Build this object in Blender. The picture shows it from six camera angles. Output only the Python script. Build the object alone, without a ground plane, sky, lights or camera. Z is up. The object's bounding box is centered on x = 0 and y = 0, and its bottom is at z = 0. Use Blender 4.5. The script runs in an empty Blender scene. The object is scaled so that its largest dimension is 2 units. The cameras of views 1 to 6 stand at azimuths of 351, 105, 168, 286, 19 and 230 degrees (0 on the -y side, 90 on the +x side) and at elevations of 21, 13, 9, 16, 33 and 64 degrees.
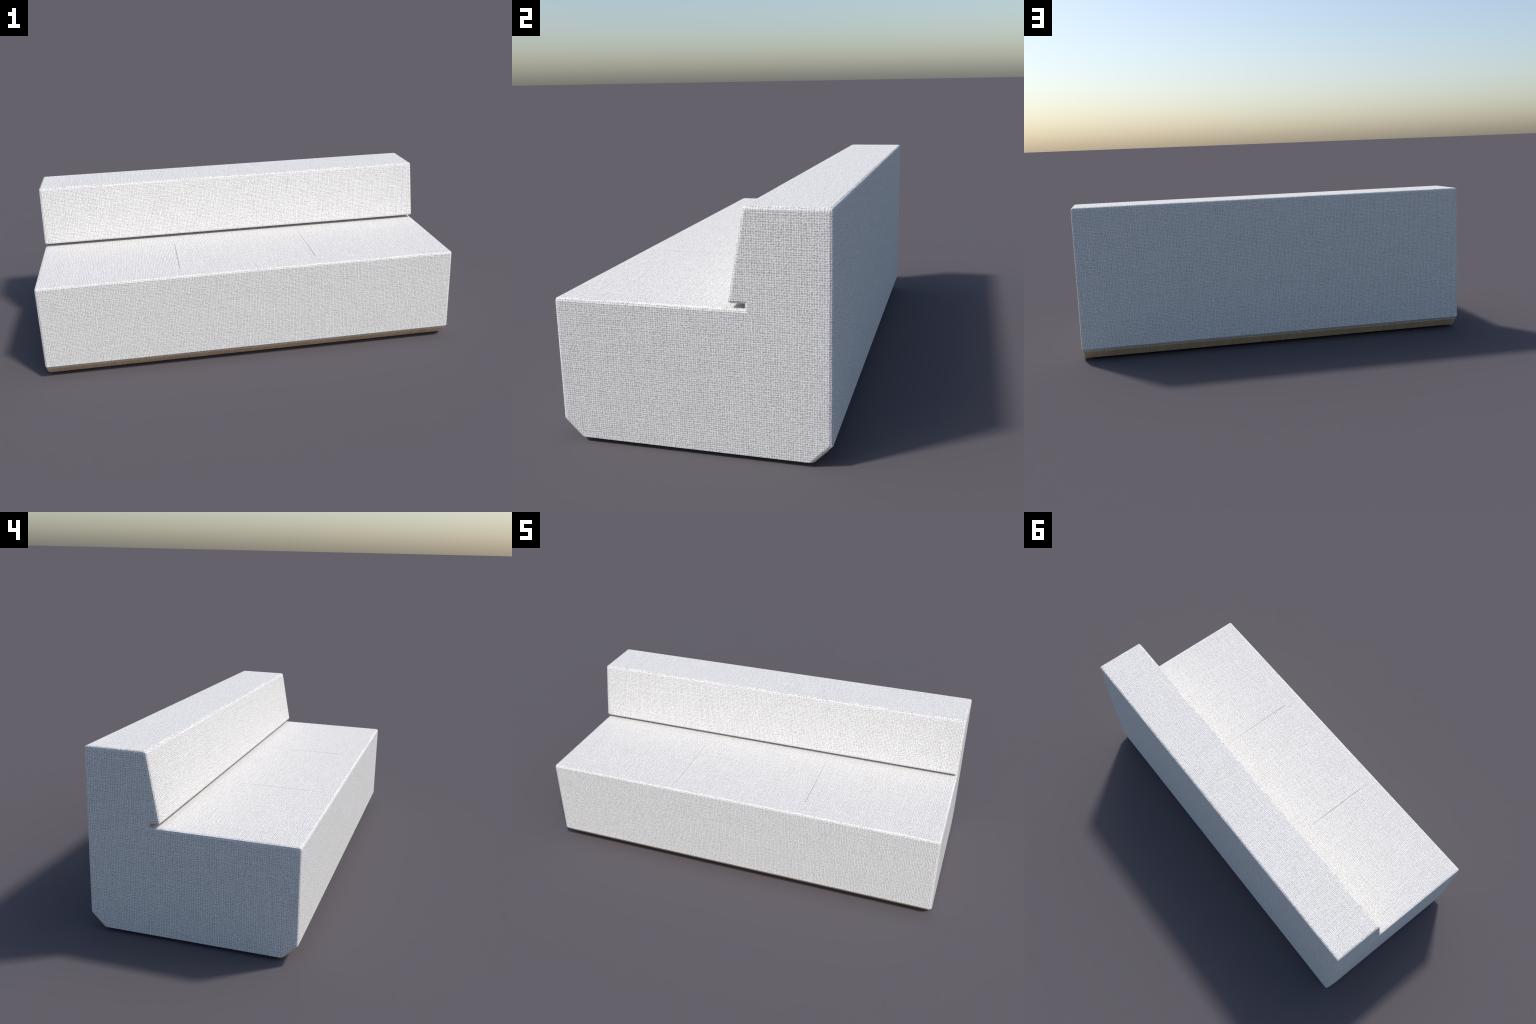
"""Long upholstered bench sofa: one extruded, soft-edged fabric block with a low
leaning backrest, a shadow slot between seat and back, two short slits in the
seat, and a wooden tray showing on the chamfered lower edges."""
import bpy, bmesh, math

# ------------------------------------------------------------------ sizes (m)
HALF_LENGTH = 1.0
HALF_DEPTH = 0.4332
TOP = 0.7708
SEAT = 0.4703
SLOT_TOP = 0.4848
SLOT_BACK = 0.1755          # how far the slot reaches in under the backrest
BACK_FOOT = 0.1230         # front lower edge of the backrest
BACK_HEAD = 0.1760         # front upper edge of the backrest
BOTTOM = 0.0125
CHAMFER = 0.0560
EDGE = 0.0100              # softness of the upholstered edges
SLIT_X = 1.0 / 3.0
SLIT_Y = (-0.330, 0.028)


# ------------------------------------------------------------------ node helpers
class Nodes:
    def __init__(self, tree):
        self.t = tree

    def new(self, kind, **props):
        n = self.t.nodes.new(kind)
        for k, v in props.items():
            setattr(n, k, v)
        return n

    def link(self, a, b):
        self.t.links.new(a, b)

    def put(self, socket, value):
        if isinstance(value, bpy.types.NodeSocket):
            self.link(value, socket)
        else:
            socket.default_value = value

    def math(self, op, a, b=0.0, c=None, clamp=False):
        n = self.new('ShaderNodeMath', operation=op, use_clamp=clamp)
        self.put(n.inputs[0], a)
        self.put(n.inputs[1], b)
        if c is not None:
            self.put(n.inputs[2], c)
        return n.outputs[0]

    def xyz(self, x, y, z=0.0):
        n = self.new('ShaderNodeCombineXYZ')
        for s, v in zip(n.inputs, (x, y, z)):
            self.put(s, v)
        return n.outputs[0]

    def noise(self, vec, scale, detail=2.0, rough=0.5):
        n = self.new('ShaderNodeTexNoise')
        self.link(vec, n.inputs['Vector'])
        n.inputs['Scale'].default_value = scale
        n.inputs['Detail'].default_value = detail
        n.inputs['Roughness'].default_value = rough
        return n.outputs['Fac']

    def mix(self, fac, a, b):
        n = self.new('ShaderNodeMix', data_type='RGBA')
        self.put(n.inputs[0], fac)
        self.put(n.inputs[6], a)
        self.put(n.inputs[7], b)
        return n.outputs[2]

    def remap(self, v, lo, hi, to_lo, to_hi):
        n = self.new('ShaderNodeMapRange')
        self.put(n.inputs[0], v)
        for i, x in enumerate((lo, hi, to_lo, to_hi)):
            n.inputs[i + 1].default_value = x
        return n.outputs[0]


def start_material(name):
    m = bpy.data.materials.new(name)
    m.use_nodes = True
    m.node_tree.nodes.clear()
    k = Nodes(m.node_tree)
    bsdf = k.new('ShaderNodeBsdfPrincipled')
    out = k.new('ShaderNodeOutputMaterial')
    k.link(bsdf.outputs[0], out.inputs['Surface'])
    co = k.new('ShaderNodeTexCoord').outputs['Object']
    sep = k.new('ShaderNodeSeparateXYZ')
    k.link(co, sep.inputs[0])
    return m, k, bsdf, co, sep.outputs


PITCH = 0.0072             # distance from thread to thread
THREAD = (0.812, 0.808, 0.795, 1)
GAP = (0.42, 0.387, 0.355, 1)


def woven_material(name, axes, seed):
    """Slubby plain weave lying in the plane of two object axes."""
    m, k, bsdf, co, sep = start_material(name)
    u, v = sep[axes[0]], sep[axes[1]]
    flat = k.xyz(u, v, seed)
    # threads differ in thickness and wander a little from their straight course
    def course(a, along, s):
        thick = k.math('SUBTRACT', k.noise(k.xyz(a, k.math('MULTIPLY', along, 0.06), s), 75, 1.0), 0.5)
        drift = k.math('SUBTRACT', k.noise(k.xyz(a, along, s + 2.0), 38, 2.0, 0.6), 0.5)
        moved = k.math('MULTIPLY_ADD', thick, 0.0065, a)
        return k.math('MULTIPLY_ADD', drift, 0.0065, moved)
    u2 = course(u, v, seed)
    v2 = course(v, u, seed + 5.0)
    # rounded thread profiles, 0 in the gap and 1 on the crest
    ang = math.pi / PITCH
    warp = k.math('ABSOLUTE', k.math('SINE', k.math('MULTIPLY', u2, ang)))
    weft = k.math('ABSOLUTE', k.math('SINE', k.math('MULTIPLY', v2, ang * 1.04)))
    # slubs: every thread swells and thins along its own length
    slub_u = k.noise(k.xyz(k.math('MULTIPLY', u2, 1.0 / PITCH),
                           k.math('MULTIPLY', v2, 0.36 / PITCH), seed + 1.7), 1.0, 2.0)
    slub_v = k.noise(k.xyz(k.math('MULTIPLY', u2, 0.36 / PITCH),
                           k.math('MULTIPLY', v2, 1.0 / PITCH), seed + 4.1), 1.0, 2.0)
    warp_s = k.math('MULTIPLY', warp, k.remap(slub_u, 0.3, 0.7, 0.76, 1.08))
    weft_s = k.math('MULTIPLY', weft, k.remap(slub_v, 0.3, 0.7, 0.76, 1.08))
    n = k.new('ShaderNodeMath', operation='SMOOTH_MAX')
    k.link(warp_s, n.inputs[0])
    k.link(weft_s, n.inputs[1])
    n.inputs[2].default_value = 0.18
    crest = n.outputs[0]
    both = k.math('MULTIPLY', warp_s, weft_s)
    body = k.math('ADD', k.math('MULTIPLY', crest, 0.66), k.math('MULTIPLY', both, 0.34))
    # loose fibres and knots blur the grid
    fibre = k.noise(flat, 330, 2.0, 0.6)
    knot = k.noise(k.xyz(u, v, seed + 9.0), 175, 1.5, 0.55)
    height = k.math('ADD', body, k.math('MULTIPLY', k.math('SUBTRACT', fibre, 0.5), 0.55))
    height = k.math('ADD', height, k.math('MULTIPLY', k.math('SUBTRACT', knot, 0.5), 1.6))
    # colour: pale yarn, warm grey in the gaps, faint streaks from uneven yarn
    cover = k.remap(height, 0.14, 0.88, 0.0, 1.0)
    streak_a = k.noise(k.xyz(k.math('MULTIPLY', u, 80.0), k.math('MULTIPLY', v, 9.0), seed), 1.0, 2.0)
    streak_b = k.noise(k.xyz(k.math('MULTIPLY', u, 9.0), k.math('MULTIPLY', v, 80.0), seed + 3), 1.0, 2.0)
    streak = k.math('SUBTRACT', k.math('ADD', streak_a, streak_b), 1.0)
    cover = k.math('MULTIPLY_ADD', streak, 0.28, cover, clamp=True)
    k.link(k.mix(cover, GAP, THREAD), bsdf.inputs['Base Color'])
    bsdf.inputs['Roughness'].default_value = 0.92
    bsdf.inputs['Specular IOR Level'].default_value = 0.12
    bump = k.new('ShaderNodeBump')
    bump.inputs['Strength'].default_value = 0.36
    bump.inputs['Distance'].default_value = 0.0016
    k.link(height, bump.inputs['Height'])
    k.link(bump.outputs[0], bsdf.inputs['Normal'])
    return m


def wood_material():
    """Oak veneer whose grain runs up the sloping face."""
    m, k, bsdf, co, sep = start_material('oak_wood')
    stretched = k.xyz(k.math('MULTIPLY', sep[0], 90.0),
                      k.math('MULTIPLY', sep[1], 4.0),
                      k.math('MULTIPLY', sep[2], 4.0))
    fine = k.noise(stretched, 1.0, 4.0, 0.62)
    broad = k.noise(k.xyz(k.math('MULTIPLY', sep[0], 9.0), sep[1], sep[2]), 1.0, 2.0)
    f = k.math('ADD', k.math('MULTIPLY', fine, 0.72), k.math('MULTIPLY', broad, 0.28))
    f = k.remap(f, 0.33, 0.67, 0.0, 1.0)
    col = k.mix(f, (0.59, 0.395, 0.22, 1), (0.82, 0.60, 0.365, 1))
    k.link(col, bsdf.inputs['Base Color'])
    bsdf.inputs['Roughness'].default_value = 0.5
    bsdf.inputs['Specular IOR Level'].default_value = 0.35
    bump = k.new('ShaderNodeBump')
    bump.inputs['Strength'].default_value = 0.25
    bump.inputs['Distance'].default_value = 0.0006
    k.link(fine, bump.inputs['Height'])
    k.link(bump.outputs[0], bsdf.inputs['Normal'])
    return m


def glide_material():
    m, k, bsdf, co, sep = start_material('dark_plastic')
    n = k.noise(co, 120.0)
    k.link(k.mix(n, (0.02, 0.02, 0.021, 1), (0.035, 0.034, 0.034, 1)), bsdf.inputs['Base Color'])
    bsdf.inputs['Roughness'].default_value = 0.55
    return m


# ------------------------------------------------------------------ geometry helpers
def link(obj, parent=None):
    bpy.context.scene.collection.objects.link(obj)
    if parent:
        obj.parent = parent
    return obj


def extrude_profile(points, half):
    """Prism along x from a (y, z) outline."""
    bm = bmesh.new()
    ring = [bm.verts.new((-half, y, z)) for y, z in points]
    far = [bm.verts.new((half, y, z)) for y, z in points]
    n = len(points)
    bm.faces.new(ring)
    bm.faces.new(far[::-1])
    for i in range(n):
        bm.faces.new((ring[i], far[i], far[(i + 1) % n], ring[(i + 1) % n]))
    bmesh.ops.recalc_face_normals(bm, faces=bm.faces)
    return bm


def mesh_from(bm, name):
    me = bpy.data.meshes.new(name)
    bm.to_mesh(me)
    bm.free()
    return me


def applied(obj):
    dg = bpy.context.evaluated_depsgraph_get()
    return bpy.data.meshes.new_from_object(obj.evaluated_get(dg))


# ------------------------------------------------------------------ upholstered block
D = HALF_DEPTH
profile = [
    (-D + CHAMFER, BOTTOM), (-D, BOTTOM + CHAMFER), (-D, SEAT),
    (SLOT_BACK, SEAT), (SLOT_BACK, SLOT_TOP), (BACK_FOOT, SLOT_TOP),
    (BACK_HEAD, TOP), (D, TOP), (D, BOTTOM + CHAMFER), (D - CHAMFER, BOTTOM),
]
bm = extrude_profile(profile, HALF_LENGTH)


def crisp(e):
    """The slot's inner corners, the blunt chamfer edges and the underside keep their edge."""
    if all(v.co.z < BOTTOM + 1e-5 for v in e.verts):
        return True
    if abs(e.verts[0].co.x - e.verts[1].co.x) < 0.1:
        return False
    y, z = e.verts[0].co.y, e.verts[0].co.z
    return abs(y - SLOT_BACK) < 1e-5 or z < BOTTOM + CHAMFER + 1e-5


bmesh.ops.bevel(bm, geom=[e for e in bm.edges if not crisp(e)], offset=EDGE,
                offset_type='OFFSET', segments=2, profile=0.5, affect='EDGES',
                clamp_overlap=False)
block = link(bpy.data.objects.new('block', mesh_from(bm, 'block')))

# two short slits in the seat, widest at the front, running out towards the back
cutters = []
for sx in (-SLIT_X, SLIT_X):
    y0, y1 = SLIT_Y
    outline = [(y0, 0.0007), (y0 + 0.004, 0.00095), (0.5 * (y0 + y1), 0.0009), (y1, 0.0005)]
    cb = bmesh.new()
    loop = [(sx + w, y) for y, w in outline] + [(sx - w, y) for y, w in outline[::-1]]
    face = cb.faces.new([cb.verts.new((x, y, SEAT - 0.018)) for x, y in loop])
    up = bmesh.ops.extrude_face_region(cb, geom=[face])
    bmesh.ops.translate(cb, vec=(0, 0, 0.03),
                        verts=[g for g in up['geom'] if isinstance(g, bmesh.types.BMVert)])
    bmesh.ops.recalc_face_normals(cb, faces=cb.faces)
    cut = link(bpy.data.objects.new('cutter', mesh_from(cb, 'cutter')))
    cutters.append(cut)
    mod = block.modifiers.new('slit', 'BOOLEAN')
    mod.operation, mod.object, mod.solver = 'DIFFERENCE', cut, 'EXACT'

me = applied(block)
bm = bmesh.new()
bm.from_mesh(me)
SPLIT = 0.5 * (SEAT + SLOT_TOP)
bmesh.ops.bisect_plane(bm, geom=bm.verts[:] + bm.edges[:] + bm.faces[:],
                       plane_co=(0, 0, SPLIT), plane_no=(0, 0, 1), dist=1e-6)
whole = mesh_from(bm, 'whole')

fabric = [woven_material('woven_fabric_end', (1, 2), 0.0),
          woven_material('woven_fabric_front', (0, 2), 11.0),
          woven_material('woven_fabric_top', (0, 1), 23.0)]


def facing(normal):
    """Which cloth panel a face belongs to; the upright panels wrap over the
    rounded edges onto the top."""
    ax, ay, az = (abs(c) for c in normal)
    if az > 0.97:
        return 2
    return 0 if ax > 0.72 * ay + 0.1 * az and ax > 0.25 else 1


def region(name, keep):
    polys = [p for p in whole.polygons if keep(p)]
    index, verts, faces = {}, [], []
    for p in polys:
        ids = []
        for li in p.loop_indices:
            vi = whole.loops[li].vertex_index
            if vi not in index:
                index[vi] = len(verts)
                verts.append(tuple(whole.vertices[vi].co))
            ids.append(index[vi])
        faces.append(ids)
    part = bpy.data.meshes.new(name)
    part.from_pydata(verts, [], faces)
    for mat in fabric:
        part.materials.append(mat)
    for poly, src in zip(part.polygons, polys):
        poly.material_index = facing(src.normal)
    return part


sofa = link(bpy.data.objects.new('bench_sofa', None))
sofa['label'] = 'long white woven fabric bench sofa with low backrest'
sofa['category'] = 'sofa'
link(bpy.data.objects.new('seat', region('seat', lambda p: p.center.z < SPLIT)), sofa)
link(bpy.data.objects.new('backrest', region('backrest', lambda p: p.center.z >= SPLIT)), sofa)

for helper in cutters + [block]:
    bpy.data.objects.remove(helper)

# ------------------------------------------------------------------ wooden tray under the block
PROUD = 0.0030             # measured level with y, so about 2 mm off the cloth
WOOD_LOW, WOOD_HIGH = 0.0100, 0.0530
slope = D - CHAMFER - BOTTOM + PROUD          # on the face |y| - z is constant
tray_profile = [
    (-(slope + WOOD_LOW), WOOD_LOW), (-(slope + WOOD_HIGH), WOOD_HIGH),
    (-(slope + WOOD_HIGH) + 0.012, WOOD_HIGH + 0.004),
    (slope + WOOD_HIGH - 0.012, WOOD_HIGH + 0.004),
    (slope + WOOD_HIGH, WOOD_HIGH), (slope + WOOD_LOW, WOOD_LOW),
]
bm = extrude_profile(tray_profile, HALF_LENGTH - 0.0105)
bmesh.ops.bevel(bm, geom=bm.edges[:], offset=0.0012, offset_type='OFFSET', segments=2,
                profile=0.5, affect='EDGES')
tray = link(bpy.data.objects.new('wooden_base', mesh_from(bm, 'wooden_base')), sofa)
tray.data.materials.append(wood_material())

# ------------------------------------------------------------------ low glides it stands on
bm = bmesh.new()
bmesh.ops.create_cone(bm, cap_ends=True, segments=32, radius1=0.024, radius2=0.026,
                      depth=WOOD_LOW + 0.002)
bmesh.ops.translate(bm, verts=bm.verts, vec=(0, 0, 0.5 * (WOOD_LOW + 0.002)))
glide = mesh_from(bm, 'foot')
glide.materials.append(glide_material())
for x in (-0.88, 0.0, 0.88):
    for y in (-0.28, 0.28):
        foot = link(bpy.data.objects.new('foot', glide), sofa)
        foot.location = (x, y, 0)
